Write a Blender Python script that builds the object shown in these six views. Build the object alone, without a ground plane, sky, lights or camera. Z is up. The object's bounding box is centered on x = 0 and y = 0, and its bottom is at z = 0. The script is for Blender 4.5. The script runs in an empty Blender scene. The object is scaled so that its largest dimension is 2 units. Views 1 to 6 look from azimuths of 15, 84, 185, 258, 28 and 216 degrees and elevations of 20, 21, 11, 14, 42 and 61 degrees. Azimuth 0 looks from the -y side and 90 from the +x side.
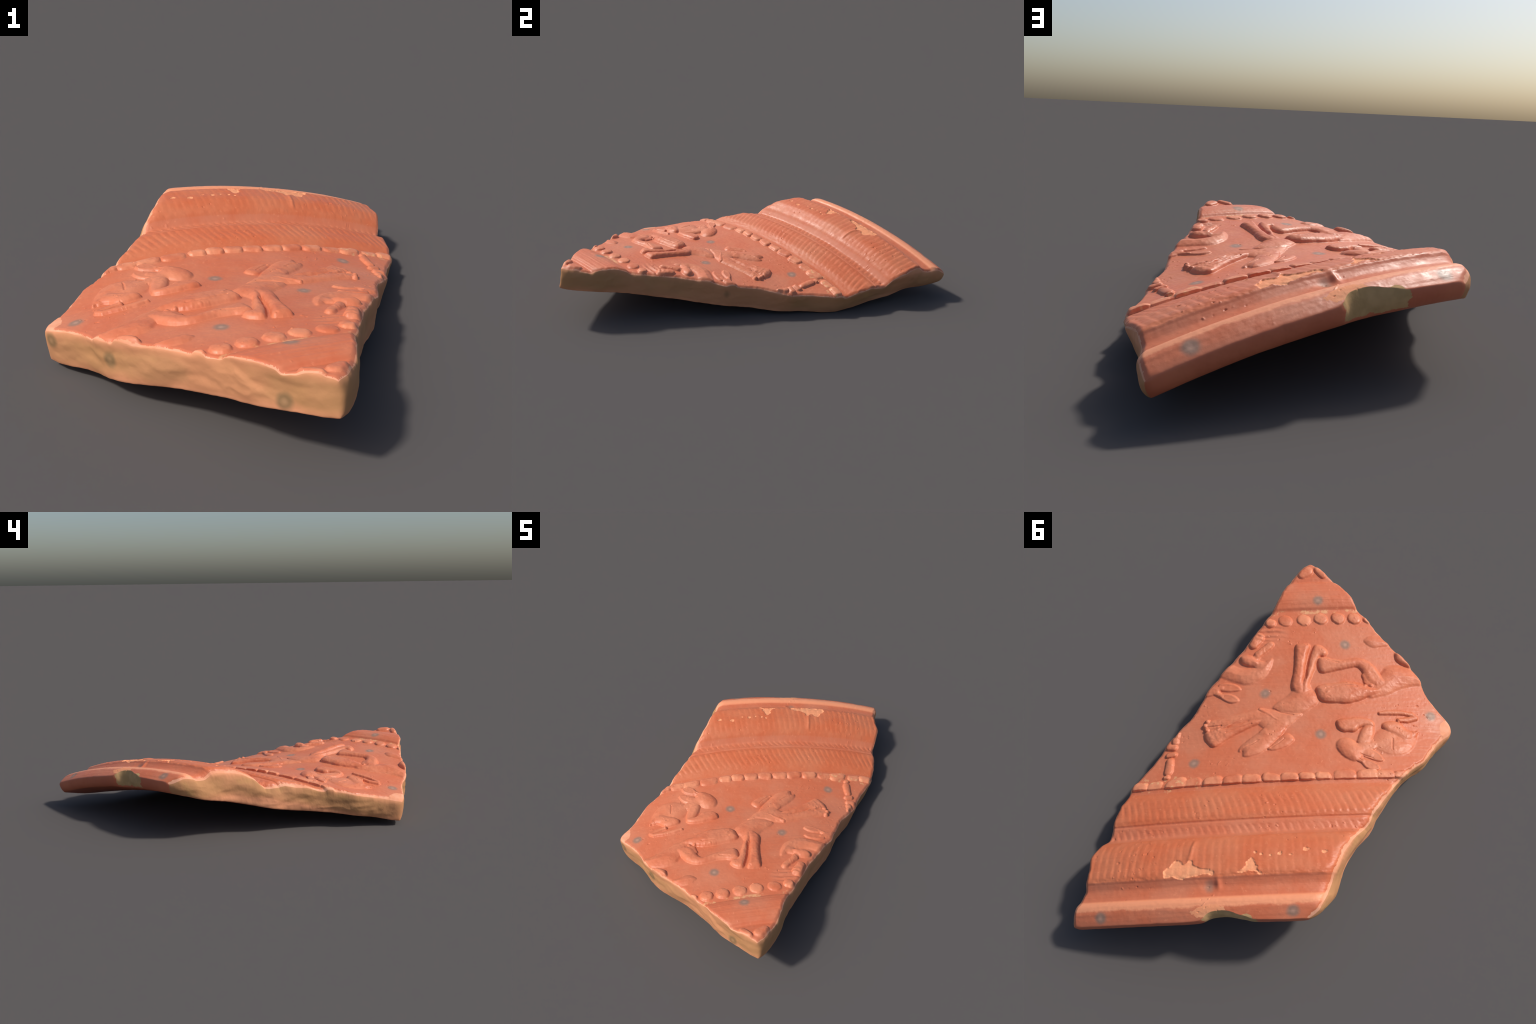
"""A sherd of a moulded red-gloss bowl lying outside up: saddle-shaped wall turned about the
bowl's axis, plain lip, two rouletted bands, bead rows, a frieze of running animals in low
relief and three broken sides with a buff core."""
import bpy, math
import numpy as np

rng = np.random.default_rng(7)

# ------------------------------------------------------------------ frame of the bowl
# the bowl's axis (origin O, direction D); U runs round the wall, W is outward at the middle
O = np.array([0.25594402, -0.63437082, -2.45153187])
D = np.array([-0.57795513, 0.77338604, -0.26046478])
U = np.array([0.80103509, 0.59861739, 0.0])
W = np.array([-0.15591875, 0.20864142, 0.96548335])
RA = 2.7                                   # arc a = angle * RA


def pchip(xk, yk, x):
    xk, yk = np.asarray(xk, float), np.asarray(yk, float)
    h = np.diff(xk)
    dl = np.diff(yk) / h
    m = np.zeros_like(xk)
    m[0], m[-1] = dl[0], dl[-1]
    w1, w2 = 2 * h[1:] + h[:-1], h[1:] + 2 * h[:-1]
    same = dl[1:] * dl[:-1] > 0
    with np.errstate(divide='ignore', invalid='ignore'):
        hm = (w1 + w2) / (w1 / dl[:-1] + w2 / dl[1:])
    m[1:-1] = np.where(same, hm, 0)
    x = np.clip(x, xk[0], xk[-1])
    i = np.clip(np.searchsorted(xk, x) - 1, 0, len(h) - 1)
    s = (x - xk[i]) / h[i]
    return ((1 + 2 * s) * (1 - s) ** 2 * yk[i] + s * (1 - s) ** 2 * h[i] * m[i]
            + s * s * (3 - 2 * s) * yk[i + 1] + s * s * (s - 1) * h[i] * m[i + 1])


# turned profile of the outside: (t along the axis, radius)
OUTER = [(-1.25, 2.53), (-1.116, 2.538), (-1.03, 2.544), (-1.014, 2.543), (-1.006, 2.545), (-1.000, 2.556), (-0.990, 2.562), (-0.95, 2.578),
         (-0.90, 2.586), (-0.865, 2.582), (-0.848, 2.574), (-0.836, 2.576), (-0.80, 2.585), (-0.658, 2.615),
         (-0.424, 2.650), (-0.294, 2.677), (-0.21, 2.693), (-0.102, 2.729), (-0.03, 2.757), (0.008, 2.768),
         (0.024, 2.771), (0.036, 2.777), (0.050, 2.789), (0.076, 2.812), (0.12, 2.835), (0.158, 2.853),
         (0.172, 2.854), (0.180, 2.851), (0.189, 2.855), (0.212, 2.858), (0.234, 2.864), (0.246, 2.886),
         (0.256, 2.910), (0.275, 2.933), (0.304, 2.961), (0.36, 2.986), (0.408, 3.003), (0.418, 3.003),
         (0.430, 2.997), (0.455, 2.990), (0.478, 2.994), (0.494, 3.001), (0.503, 3.011), (0.518, 3.017),
         (0.535, 3.018), (0.560, 3.013), (0.587, 3.004), (0.62, 2.99)]
# and of the inside
INNER = [(-1.25, 2.40), (-1.1, 2.430), (-0.9, 2.458), (-0.7, 2.482), (-0.5, 2.514), (-0.3, 2.551), (-0.2, 2.580),
         (0.0, 2.652), (0.1, 2.702), (0.25, 2.774), (0.40, 2.841), (0.5, 2.886), (0.55, 2.918), (0.585, 2.940),
         (0.62, 2.96)]
r_out = lambda t: pchip(*zip(*OUTER), t)
r_in = lambda t: pchip(*zip(*INNER), t)


def place(a, t, r):
    th = a / RA
    return O + t[..., None] * D + r[..., None] * (np.sin(th)[..., None] * U + np.cos(th)[..., None] * W)


# ------------------------------------------------------------------ noise
def hash3(ix, iy, iz, seed):
    n = (ix * 374761393 + iy * 668265263 + iz * 2147483647 + seed * 1274126177) & 0xFFFFFFFF
    n = ((n ^ (n >> 13)) * 1274126177) & 0xFFFFFFFF
    n = ((n ^ (n >> 16)) * 2246822519) & 0xFFFFFFFF
    return ((n ^ (n >> 15)) & 0xFFFFFF) / float(0xFFFFFF) * 2 - 1


def vnoise(x, y, z=0.0, seed=0):
    """gradient noise, turned out of the axes so that no grid shows"""
    x, y, z = np.broadcast_arrays(np.asarray(x, float), y, z)
    x, y, z = .80 * x + .36 * y + .48 * z + 11.3, -.60 * x + .48 * y + .64 * z + 4.7, -.80 * y + .60 * z + 7.9
    ix, iy, iz = [np.floor(q).astype(np.int64) for q in (x, y, z)]
    fx, fy, fz = x - ix, y - iy, z - iz
    wx1, wy1, wz1 = [f * f * f * (f * (f * 6 - 15) + 10) for f in (fx, fy, fz)]
    out = 0
    for dx in (0, 1):
        for dy in (0, 1):
            for dz in (0, 1):
                h = hash3(ix + dx, iy + dy, iz + dz, seed)
                g1, g2 = h * 40.0, h * 977.0
                gx, gy, gz = np.cos(g1) * 1.0, np.sin(g1), np.cos(g2)
                w = (wx1 if dx else 1 - wx1) * (wy1 if dy else 1 - wy1) * (wz1 if dz else 1 - wz1)
                out = out + w * (gx * (fx - dx) + gy * (fy - dy) + gz * (fz - dz))
    return np.clip(out * 1.25, -1, 1)


def fbm(x, y, z=0.0, seed=0, oct=4, gain=0.5):
    s, a, n = 0, 1.0, 0
    for k in range(oct):
        s = s + a * vnoise(x * 2 ** k, y * 2 ** k, np.asarray(z) * 2 ** k, seed + 17 * k)
        n += a
        a *= gain
    return s / n


def sstep(e0, e1, x):
    q = np.clip((x - e0) / (e1 - e0), 0, 1)
    return q * q * (3 - 2 * q)


# ------------------------------------------------------------------ outline of the sherd, in (a, t)
FRONT = [(-.025, -1.120), (-.05, -1.099), (-.095, -1.058), (-.139, -1.009), (-.185, -.955), (-.215, -.918),
         (-.238, -.864), (-.243, -.842), (-.283, -.800), (-.322, -.733), (-.365, -.680), (-.398, -.632),
         (-.434, -.604), (-.471, -.538), (-.508, -.480), (-.513, -.451), (-.525, -.405), (-.568, -.328),
         (-.598, -.288), (-.618, -.255), (-.626, -.228)]
RIGHT = [(-.025, -1.120), (.016, -1.095), (.05, -1.057), (.078, -1.026), (.111, -.985), (.153, -.897),
         (.180, -.848), (.215, -.812), (.238, -.770), (.261, -.750), (.311, -.673), (.365, -.609), (.404, -.570),
         (.445, -.516), (.485, -.476), (.504, -.434), (.549, -.356), (.562, -.331), (.607, -.285), (.644, -.249),
         (.679, -.202), (.704, -.143), (.768, -.060), (.803, -.014), (.818, .035), (.835, .083), (.841, .148),
         (.848, .182), (.851, .225), (.874, .292), (.876, .336), (.868, .401), (.880, .456), (.899, .500),
         (.914, .550), (.918, .589)]
LEFT = [(-.626, -.228), (-.612, -.208), (-.542, -.166), (-.503, -.115), (-.455, -.064), (-.388, -.025), (-.340, .018),
        (-.300, .060), (-.250, .117), (-.207, .170), (-.190, .208), (-.160, .242), (-.120, .272), (-.078, .325),
        (-.049, .380), (-.025, .428), (-.018, .465), (.000, .504), (.019, .540), (.036, .568), (.064, .588)]
# the rim is straight but for one chip
RIM = [(.918, .589), (.700, .588), (.60, .588), (.595, .585), (.585, .588), (.450, .586), (.430, .578), (.415, .560),
       (.395, .550), (.360, .547), (.330, .553), (.305, .566), (.280, .572), (.262, .584), (.230, .587), (.120, .590), (.064, .588)]
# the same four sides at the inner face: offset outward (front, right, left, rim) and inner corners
IN_A, IN_B, IN_C, IN_D = (-.026, -1.112), (-.640, -.203), (.066, .584), (.912, .590)

NU, NV, NW = 420, 760, 36


def side(ctrl, n, seed, amp):
    c = np.array(ctrl, float)
    for _ in range(2):                                  # corner cutting softens the drawn polygon
        q = np.empty((2 * len(c), 2))
        q[0], q[-1] = c[0], c[-1]
        q[1:-1:2] = .75 * c[:-1] + .25 * c[1:]
        q[2:-1:2] = .25 * c[:-1] + .75 * c[1:]
        c = q
    L = np.r_[0, np.cumsum(np.hypot(*np.diff(c, axis=0).T))]
    s = np.linspace(0, L[-1], n + 1)
    p = np.stack([np.interp(s, L, c[:, 0]), np.interp(s, L, c[:, 1])], -1)
    tg = np.gradient(p, axis=0)
    tg /= np.linalg.norm(tg, axis=1)[:, None] + 1e-9
    nr = np.stack([-tg[:, 1], tg[:, 0]], -1)
    fade = sstep(0, .04, s) * sstep(0, .04, L[-1] - s)
    p = p + nr * (amp * fade * fbm(s * 26, seed * 3.1, 0, seed, 4, .6))[:, None]
    return p, s, L[-1]


c0, s_c0, _ = side(FRONT, NU, 1, .006)
d0, s_d0, _ = side(RIGHT, NV, 2, .006)
d1, s_d1, _ = side(LEFT, NV, 3, .004)
c1, s_c1, _ = side(RIM, NU, 4, .0015)


def inner_side(p, s, k0, k1, off, sign):
    tg = np.gradient(p, axis=0)
    ker = np.ones(41) / 41                              # the inner edge follows the break loosely
    pad = np.pad(p, ((20, 20), (0, 0)), 'reflect', reflect_type='odd')
    q = np.stack([np.convolve(pad[:, i], ker, 'valid') for i in (0, 1)], -1)
    tg = np.gradient(q, axis=0)
    tg /= np.linalg.norm(tg, axis=1)[:, None]
    nr = sign * np.stack([-tg[:, 1], tg[:, 0]], -1)
    x = s / s[-1]
    win = sstep(0, .12, x) * sstep(0, .12, 1 - x)
    q = q + nr * (win * off(x))[:, None] + nr * (.004 * win * fbm(s * 22, 5.5, 0, int(s[-1] * 1000), 4))[:, None]
    q = q + (1 - sstep(0, .15, x))[:, None] * (np.array(k0) - q[0]) + (1 - sstep(0, .15, 1 - x))[:, None] * (np.array(k1) - q[-1])
    return q


b_c0 = inner_side(c0, s_c0, IN_A, IN_B, lambda x: -.012 + .010 * sstep(.45, .8, x), 1)
b_d0 = inner_side(d0, s_d0, IN_A, IN_D, lambda x: .006 + .010 * sstep(.40, .65, x), 1)
b_d1 = inner_side(d1, s_d1, IN_B, IN_C, lambda x: .020 + .014 * sstep(.35, .65, x), 1)
b_c1 = c1.copy()
b_c1[:, 1] = .587 - .45 * np.clip(.587 - c1[:, 1], 0, 1)
b_c1[:, 0] += np.interp(c1[:, 0], [.064, .2, .7, .918], [IN_C[0] - .064, 0, 0, IN_D[0] - .918])


def coons(c0, c1, d0, d1):
    u = np.linspace(0, 1, NU + 1)[:, None, None]
    v = np.linspace(0, 1, NV + 1)[None, :, None]
    A, B, Dd, C = c0[0], c0[-1], c1[0], c1[-1]
    return ((1 - v) * c0[:, None] + v * c1[:, None] + (1 - u) * d0[None] + u * d1[None]
            - ((1 - u) * (1 - v) * A + u * (1 - v) * B + (1 - u) * v * Dd + u * v * C))


for b, pts in ((b_c0, (IN_A, IN_B)), (b_c1, (IN_D, IN_C)), (b_d0, (IN_A, IN_D)), (b_d1, (IN_B, IN_C))):
    b[0], b[-1] = pts
TOP = coons(c0, c1, d0, d1)
BOT = coons(b_c0, b_c1, b_d0, b_d1)

# ------------------------------------------------------------------ relief of the outside
# every moulded figure is a set of modelled lumps: (height, width of the rounded border, outline in (a, t))
FIGURES = {
  ('hound', 'hind_leg') : [
   (0.021, 0.022, [(0.072, -0.655), (0.064, -0.665), (0.033, -0.668), (0.000, -0.664), (0.019, -0.610), (0.031, -0.558), (0.038, -0.506), (0.046, -0.476), (0.039, -0.424), (0.063, -0.400), (0.101, -0.442), (0.087, -0.498), (0.075, -0.571)]),
   (0.018, 0.020, [(-0.017, -0.657), (-0.039, -0.659), (-0.065, -0.640), (-0.078, -0.621), (-0.065, -0.597), (-0.041, -0.603), (-0.023, -0.577), (-0.011, -0.536), (0.007, -0.495), (0.024, -0.449), (0.015, -0.429), (0.049, -0.404), (0.054, -0.456), (0.036, -0.481), (0.019, -0.542), (0.004, -0.605)]),
  ],
  ('hound', 'torso') : [
   (0.017, 0.040, [(0.196, -0.344), (0.165, -0.378), (0.118, -0.404), (0.094, -0.431), (0.089, -0.462), (0.051, -0.475), (0.014, -0.469), (0.006, -0.428), (-0.016, -0.411), (-0.023, -0.362), (0.006, -0.343), (0.058, -0.309), (0.103, -0.311), (0.166, -0.327)]),
   (0.013, 0.030, [(0.194, -0.339), (0.102, -0.324), (0.044, -0.316), (0.081, -0.285), (0.118, -0.252), (0.141, -0.241), (0.168, -0.233), (0.204, -0.235), (0.231, -0.254), (0.262, -0.278), (0.290, -0.300), (0.290, -0.330), (0.242, -0.355)]),
  ],
  ('hound', 'foreleg') : [
   (0.013, 0.022, [(0.242, -0.353), (0.304, -0.334), (0.397, -0.314), (0.463, -0.304), (0.495, -0.287), (0.505, -0.271), (0.489, -0.257), (0.396, -0.264), (0.327, -0.283), (0.244, -0.302)]),
   (0.019, 0.025, [(0.244, -0.297), (0.327, -0.281), (0.396, -0.261), (0.475, -0.258), (0.498, -0.242), (0.487, -0.212), (0.461, -0.179), (0.438, -0.174), (0.412, -0.195), (0.367, -0.222), (0.304, -0.254), (0.240, -0.277)]),
  ],
  ('hound', 'head') : [
   (0.016, 0.030, [(0.224, -0.256), (0.245, -0.233), (0.294, -0.201), (0.325, -0.176), (0.340, -0.149), (0.332, -0.138), (0.317, -0.147), (0.321, -0.120), (0.305, -0.113), (0.261, -0.121), (0.222, -0.141), (0.213, -0.148), (0.196, -0.170), (0.169, -0.193), (0.142, -0.222), (0.123, -0.251), (0.154, -0.247), (0.195, -0.247)]),
  ],
  ('hound', 'ear') : [
   (0.011, 0.020, [(0.218, -0.148), (0.187, -0.169), (0.151, -0.208), (0.124, -0.220), (0.106, -0.208), (0.094, -0.187), (0.112, -0.170), (0.143, -0.152), (0.182, -0.141)]),
  ],
  ('second_hound', 'torso') : [
   (0.021, 0.055, [(-0.262, -0.434), (-0.300, -0.480), (-0.312, -0.501), (-0.356, -0.554), (-0.435, -0.545), (-0.473, -0.531), (-0.541, -0.476), (-0.532, -0.449), (-0.507, -0.451), (-0.416, -0.435), (-0.359, -0.403), (-0.289, -0.382), (-0.233, -0.382)]),
  ],
  ('second_hound', 'foreleg') : [
   (0.025, 0.035, [(-0.011, -0.435), (-0.023, -0.448), (-0.061, -0.454), (-0.156, -0.465), (-0.202, -0.460), (-0.248, -0.439), (-0.313, -0.424), (-0.292, -0.403), (-0.243, -0.387), (-0.170, -0.357), (-0.101, -0.361), (-0.046, -0.365), (-0.022, -0.386), (-0.017, -0.412)]),
   (0.019, 0.024, [(-0.028, -0.582), (-0.040, -0.592), (-0.069, -0.591), (-0.102, -0.579), (-0.154, -0.575), (-0.203, -0.583), (-0.246, -0.578), (-0.278, -0.560), (-0.300, -0.531), (-0.320, -0.490), (-0.345, -0.454), (-0.309, -0.433), (-0.263, -0.453), (-0.239, -0.500), (-0.230, -0.531), (-0.205, -0.546), (-0.151, -0.533), (-0.083, -0.520), (-0.045, -0.511), (-0.030, -0.534)]),
  ],
  ('hare', 'head') : [
   (0.020, 0.030, [(-0.085, -0.153), (-0.097, -0.179), (-0.119, -0.188), (-0.149, -0.183), (-0.175, -0.164), (-0.192, -0.146), (-0.205, -0.124), (-0.194, -0.094), (-0.172, -0.073), (-0.149, -0.073), (-0.124, -0.087), (-0.100, -0.113), (-0.087, -0.136)]),
  ],
  ('hare', 'ear') : [
   (0.011, 0.016, [(-0.182, -0.129), (-0.214, -0.137), (-0.243, -0.124), (-0.264, -0.106), (-0.277, -0.086), (-0.278, -0.071), (-0.252, -0.074), (-0.223, -0.085), (-0.191, -0.103)]),
   (0.012, 0.016, [(-0.180, -0.077), (-0.196, -0.083), (-0.232, -0.067), (-0.253, -0.050), (-0.258, -0.033), (-0.234, -0.025), (-0.205, -0.036), (-0.189, -0.060)]),
  ],
  ('hare', 'foreleg') : [
   (0.018, 0.016, [(-0.096, -0.269), (-0.110, -0.277), (-0.158, -0.282), (-0.206, -0.281), (-0.246, -0.273), (-0.264, -0.256), (-0.258, -0.234), (-0.234, -0.243), (-0.195, -0.243), (-0.173, -0.218), (-0.145, -0.222), (-0.121, -0.219), (-0.103, -0.236), (-0.097, -0.254)]),
   (0.016, 0.022, [(-0.214, -0.239), (-0.244, -0.260), (-0.262, -0.243), (-0.255, -0.208), (-0.241, -0.168), (-0.216, -0.155), (-0.174, -0.158), (-0.189, -0.191), (-0.201, -0.222)]),
  ],
  ('hare', 'torso') : [
   (0.015, 0.050, [(-0.189, -0.159), (-0.234, -0.172), (-0.256, -0.203), (-0.289, -0.233), (-0.323, -0.246), (-0.383, -0.240), (-0.424, -0.212), (-0.458, -0.217), (-0.448, -0.181), (-0.426, -0.136), (-0.389, -0.107), (-0.356, -0.096), (-0.320, -0.096), (-0.284, -0.110), (-0.245, -0.136), (-0.211, -0.146)]),
  ],
  ('hare', 'hind_leg') : [
   (0.021, 0.026, [(-0.295, -0.248), (-0.312, -0.262), (-0.366, -0.264), (-0.384, -0.251), (-0.398, -0.229), (-0.428, -0.212), (-0.427, -0.185), (-0.400, -0.167), (-0.377, -0.176), (-0.341, -0.198), (-0.312, -0.220), (-0.297, -0.233)]),
  ],
  ('second_hare', 'torso') : [
   (0.018, 0.045, [(0.422, -0.569), (0.383, -0.587), (0.329, -0.556), (0.252, -0.555), (0.218, -0.589), (0.175, -0.605), (0.183, -0.566), (0.205, -0.520), (0.243, -0.487), (0.291, -0.470), (0.339, -0.478), (0.411, -0.511), (0.451, -0.530)]),
  ],
  ('second_hare', 'hind_leg') : [
   (0.021, 0.025, [(0.337, -0.614), (0.322, -0.624), (0.286, -0.621), (0.252, -0.592), (0.245, -0.570), (0.267, -0.561), (0.310, -0.572), (0.332, -0.590)]),
  ],
  ('second_hare', 'ear') : [
   (0.009, 0.015, [(0.442, -0.477), (0.421, -0.488), (0.372, -0.484), (0.343, -0.466), (0.331, -0.447), (0.372, -0.445), (0.425, -0.452)]),
   (0.010, 0.015, [(0.439, -0.433), (0.405, -0.435), (0.367, -0.424), (0.348, -0.407), (0.340, -0.391), (0.380, -0.387), (0.409, -0.402)]),
  ],
  ('leaf', 'blade') : [
   (0.011, 0.030, [(-0.251, -0.678), (-0.283, -0.702), (-0.323, -0.703), (-0.365, -0.677), (-0.388, -0.655), (-0.337, -0.649), (-0.294, -0.639), (-0.269, -0.659)]),
  ],
  ('curled_tail', 'tip') : [
   (0.020, 0.020, [(-0.398, -0.616), (-0.422, -0.609), (-0.457, -0.567), (-0.488, -0.531), (-0.445, -0.546), (-0.403, -0.571)]),
  ],
}
# and thinner strokes: (height, [control points (a, t, half width)])
STROKES = {
 ('hound', 'torso'): [(.013, [(0.208, -0.299, 0.034), (0.173, -0.233, 0.034)]), (.0155, [(.243, -.343, .010), (.205, -.318, .012), (.168, -.288, .010)])],
 ('hound', 'foreleg'): [(.016, [(.330, -.300, .007), (.400, -.268, .008), (.452, -.250, .008)])],
 ('hare', 'torso'): [(.013, [(-0.166, -0.120, 0.022), (-0.216, -0.154, 0.022)])],
 ('hare', 'tail'): [(.012, [(-.425, -.194, .016), (-.454, -.214, .006)])],
 ('hare', 'hind_leg'): [(.012, [(-.375, -.272, .010), (-.416, -.273, .015), (-.453, -.284, .015), (-.441, -.3, .012),
                                (-.392, -.309, .011), (-.33, -.309, .013), (-.293, -.306, .009)])],
 ('second_hare', 'hind_leg'): [(.014, [(.19, -.671, .018), (.217, -.649, .021), (.251, -.623, .019)]),
                               (.016, [(.248, -.713, .031), (.27, -.677, .024)])],
 ('second_hare', 'head'): [(.012, [(.50, -.446, .022), (.449, -.457, .022)])],
 ('beaded_column', 'bead'): [(.010, [(.617, -.253, .009), (.623, -.239, .013)]), (.012, [(.629, -.222, .017), (.628, -.215, .017)]),
                             (.014, [(.655, -.192, .018), (.63, -.187, .016)]), (.013, [(.656, -.151, .013), (.626, -.153, .014)]),
                             (.014, [(.643, -.12, .020), (.643, -.07, .022)]), (.012, [(.644, -.043, .013), (.653, -.042, .011)])],
}
# joints that run the limbs together
JOINTS = {
 ('hare', 'head'): [(0.0120, [(-0.158, -0.116, 0.019), (-0.197, -0.122, 0.019), (-0.229, -0.106, 0.017)]),
     (0.0115, [(-0.159, -0.094, 0.016), (-0.191, -0.074, 0.014)])],
 ('hare', 'neck'): [(0.0125, [(-0.163, -0.129, 0.027), (-0.199, -0.146, 0.029), (-0.239, -0.154, 0.031)])],
 ('hare', 'haunch'): [(0.0140, [(-0.394, -0.203, 0.020), (-0.435, -0.204, 0.017)]),
     (0.0090, [(-0.376, -0.221, 0.010), (-0.372, -0.264, 0.008)])],
 ('hound', 'neck'): [(0.0135, [(0.149, -0.276, 0.038), (0.186, -0.248, 0.040), (0.218, -0.216, 0.036)]),
     (0.0125, [(0.221, -0.315, 0.032), (0.276, -0.296, 0.028)])],
 ('second_hound', 'haunch'): [(0.0135, [(-0.295, -0.438, 0.040), (-0.265, -0.469, 0.033), (-0.248, -0.495, 0.021)])],
 ('second_hare', 'haunch'): [(0.0130, [(0.261, -0.578, 0.024), (0.228, -0.560, 0.028)]),
     (0.0110, [(0.266, -0.602, 0.019), (0.247, -0.622, 0.017)])],
 ('second_hare', 'head'): [(0.0100, [(0.458, -0.455, 0.017), (0.420, -0.467, 0.011)]),
     (0.0100, [(0.453, -0.447, 0.016), (0.419, -0.424, 0.010)])],
}
# lines cut into the figures: (depth, stroke)
CREASES = [(0.0040, [(-0.334, -0.180, 0.004), (-0.328, -0.154, 0.005), (-0.326, -0.127, 0.003)]),
           (0.0030, [(-0.183, -0.107, 0.003), (-0.209, -0.095, 0.004), (-0.238, -0.084, 0.003)]),
           (0.0030, [(-0.177, -0.085, 0.003), (-0.189, -0.076, 0.003)]),
           (0.0040, [(0.193, -0.347, 0.004), (0.148, -0.321, 0.005), (0.094, -0.307, 0.004)]),
           (0.0040, [(0.281, -0.274, 0.004), (0.340, -0.256, 0.005), (0.395, -0.238, 0.004)]),
           (0.0040, [(0.419, -0.275, 0.004), (0.451, -0.273, 0.004), (0.480, -0.273, 0.004)]),
           (0.0030, [(0.311, -0.164, 0.003), (0.280, -0.172, 0.004), (0.249, -0.193, 0.003)]),
           (0.0030, [(0.195, -0.154, 0.004), (0.164, -0.172, 0.004), (0.138, -0.196, 0.003)]),
           (0.0050, [(0.031, -0.485, 0.005), (0.022, -0.547, 0.006), (0.004, -0.609, 0.006), (-0.010, -0.651, 0.004)]),
           (0.0030, [(-0.059, -0.431, 0.004), (-0.130, -0.444, 0.004), (-0.200, -0.438, 0.004)]),
           (0.0030, [(-0.073, -0.575, 0.004), (-0.124, -0.561, 0.004)])]
BEADS_UPPER = [.835, .764, .694, .602, .527, .441, .357, .278, .196, .12, .049, -.018, -.109, -.202, -.278, -.344, -.415]
BEADS_LOWER = [(.19, -.79, .026), (.116, -.799, .034), (.027, -.798, .034), (-.057, -.801, .034), (-.141, -.803, .034),
               (-.221, -.8, .033), (-.287, -.793, .02)]
BEADS_BASE = [((.019, -1.056), (-.006, -1.067), .028), ((-.058, -1.075), (-.084, -1.046), .020)]

A0, T0 = TOP[..., 0], TOP[..., 1]
wa = A0 + .0035 * fbm(A0 * 28, T0 * 28, 0, 31, 3)       # moulding wobble
wt = T0 + .0035 * fbm(A0 * 28, T0 * 28, 0, 47, 3)


def stroke(chain, a, t):
    f = np.full(a.shape, -1.0)
    ch = np.array(chain)
    if len(ch) == 1:
        ch = np.r_[ch, ch + [[1e-4, 0, 0]]]
    for p, q in zip(ch[:-1], ch[1:]):
        dx, dy = q[0] - p[0], q[1] - p[1]
        s = np.clip(((a - p[0]) * dx + (t - p[1]) * dy) / (dx * dx + dy * dy), 0, 1)
        dist = np.hypot(a - p[0] - s * dx, t - p[1] - s * dy)
        f = np.maximum(f, 1 - dist / (p[2] + s * (q[2] - p[2])))
    return f


def lump(poly, a, t):
    """signed distance to a softened closed outline, positive inside"""
    c = np.array(poly, float)
    for _ in range(2):
        n = np.roll(c, -1, 0)
        c = np.stack([.75 * c + .25 * n, .25 * c + .75 * n], 1).reshape(-1, 2)
    d2 = np.full(a.shape, 9.0)
    inside = np.zeros(a.shape, bool)
    for p, q in zip(c, np.roll(c, -1, 0)):
        dx, dy = q - p
        s = np.clip(((a - p[0]) * dx + (t - p[1]) * dy) / (dx * dx + dy * dy + 1e-12), 0, 1)
        d2 = np.minimum(d2, (a - p[0] - s * dx) ** 2 + (t - p[1] - s * dy) ** 2)
        hit = ((p[1] > t) != (q[1] > t)) & (a < (q[0] - p[0]) * (t - p[1]) / (q[1] - p[1] + 1e-15) + p[0])
        inside ^= hit
    return np.where(inside, 1, -1) * np.sqrt(d2)


def dome(f, sharp=2.2, full=.58):
    f = np.clip(f, 0, 1)
    body = (1 - (1 - f) ** sharp) ** full
    return body * sstep(-.02, .20, f)


relief = np.zeros(A0.shape)
region = np.zeros(A0.shape, int)
names = [None]


def raise_(key, shapes, sharp=2.2, a=wa, t=wt, cut=None):
    """lift lumps and strokes out of the wall and remember which part the lifted ground belongs to"""
    pts = np.array([p[:2] for sh in shapes for p in sh[-1]])
    m = .06
    box = ((a > pts[:, 0].min() - m) & (a < pts[:, 0].max() + m) & (t > pts[:, 1].min() - m) & (t < pts[:, 1].max() + m))
    aa, tt = a[box], t[box]
    hh = np.zeros(aa.shape)
    for sh in shapes:
        if len(sh) == 3:
            d_in = lump(sh[2], aa, tt) + .0050
            soft = key[1] in ('torso', 'head', 'blade')
            hump = 1.06 * dome(d_in / (sh[1] * (1.45 if soft else 1.15)), sharp, 1.0 if soft else .80)
            if key[1] == 'ear' and 'hare' in key[0]:
                hump = hump - .30 * sstep(.006, .016, d_in)
            hh = np.maximum(hh, sh[0] * hump)
        else:
            hh = np.maximum(hh, sh[0] * dome(stroke(sh[1], aa, tt), sharp))
    if cut is not None:
        hh = hh * cut(aa, tt)
    old = relief[box]
    names.append(key)
    reg = region[box]
    reg[(hh > old) & (hh > .002)] = len(names) - 1
    region[box] = reg
    # soft union keeps joints from creasing too hard
    k = .006
    d = np.clip(.5 + .5 * (hh - old) / k, 0, 1)
    relief[box] = np.where((hh > 0) & (old > 0), old * (1 - d) + hh * d + k * d * (1 - d) * np.minimum(1, np.minimum(hh, old) / k), np.maximum(old, hh))


for key in list(FIGURES) + [k for k in STROKES if k not in FIGURES]:
    shapes = list(FIGURES.get(key, [])) + list(STROKES.get(key, []))
    if key[0] == 'beaded_column':
        for sh in shapes:
            raise_(key, [sh])
    else:
        raise_(key, shapes)

for key, shapes in JOINTS.items():
    raise_(key, shapes, 2.0)
for dep, line in CREASES:
    cut_ = dome(stroke(line, wa, wt), 2.0, .8)
    relief -= dep * cut_ * sstep(.002, .008, relief)

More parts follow.
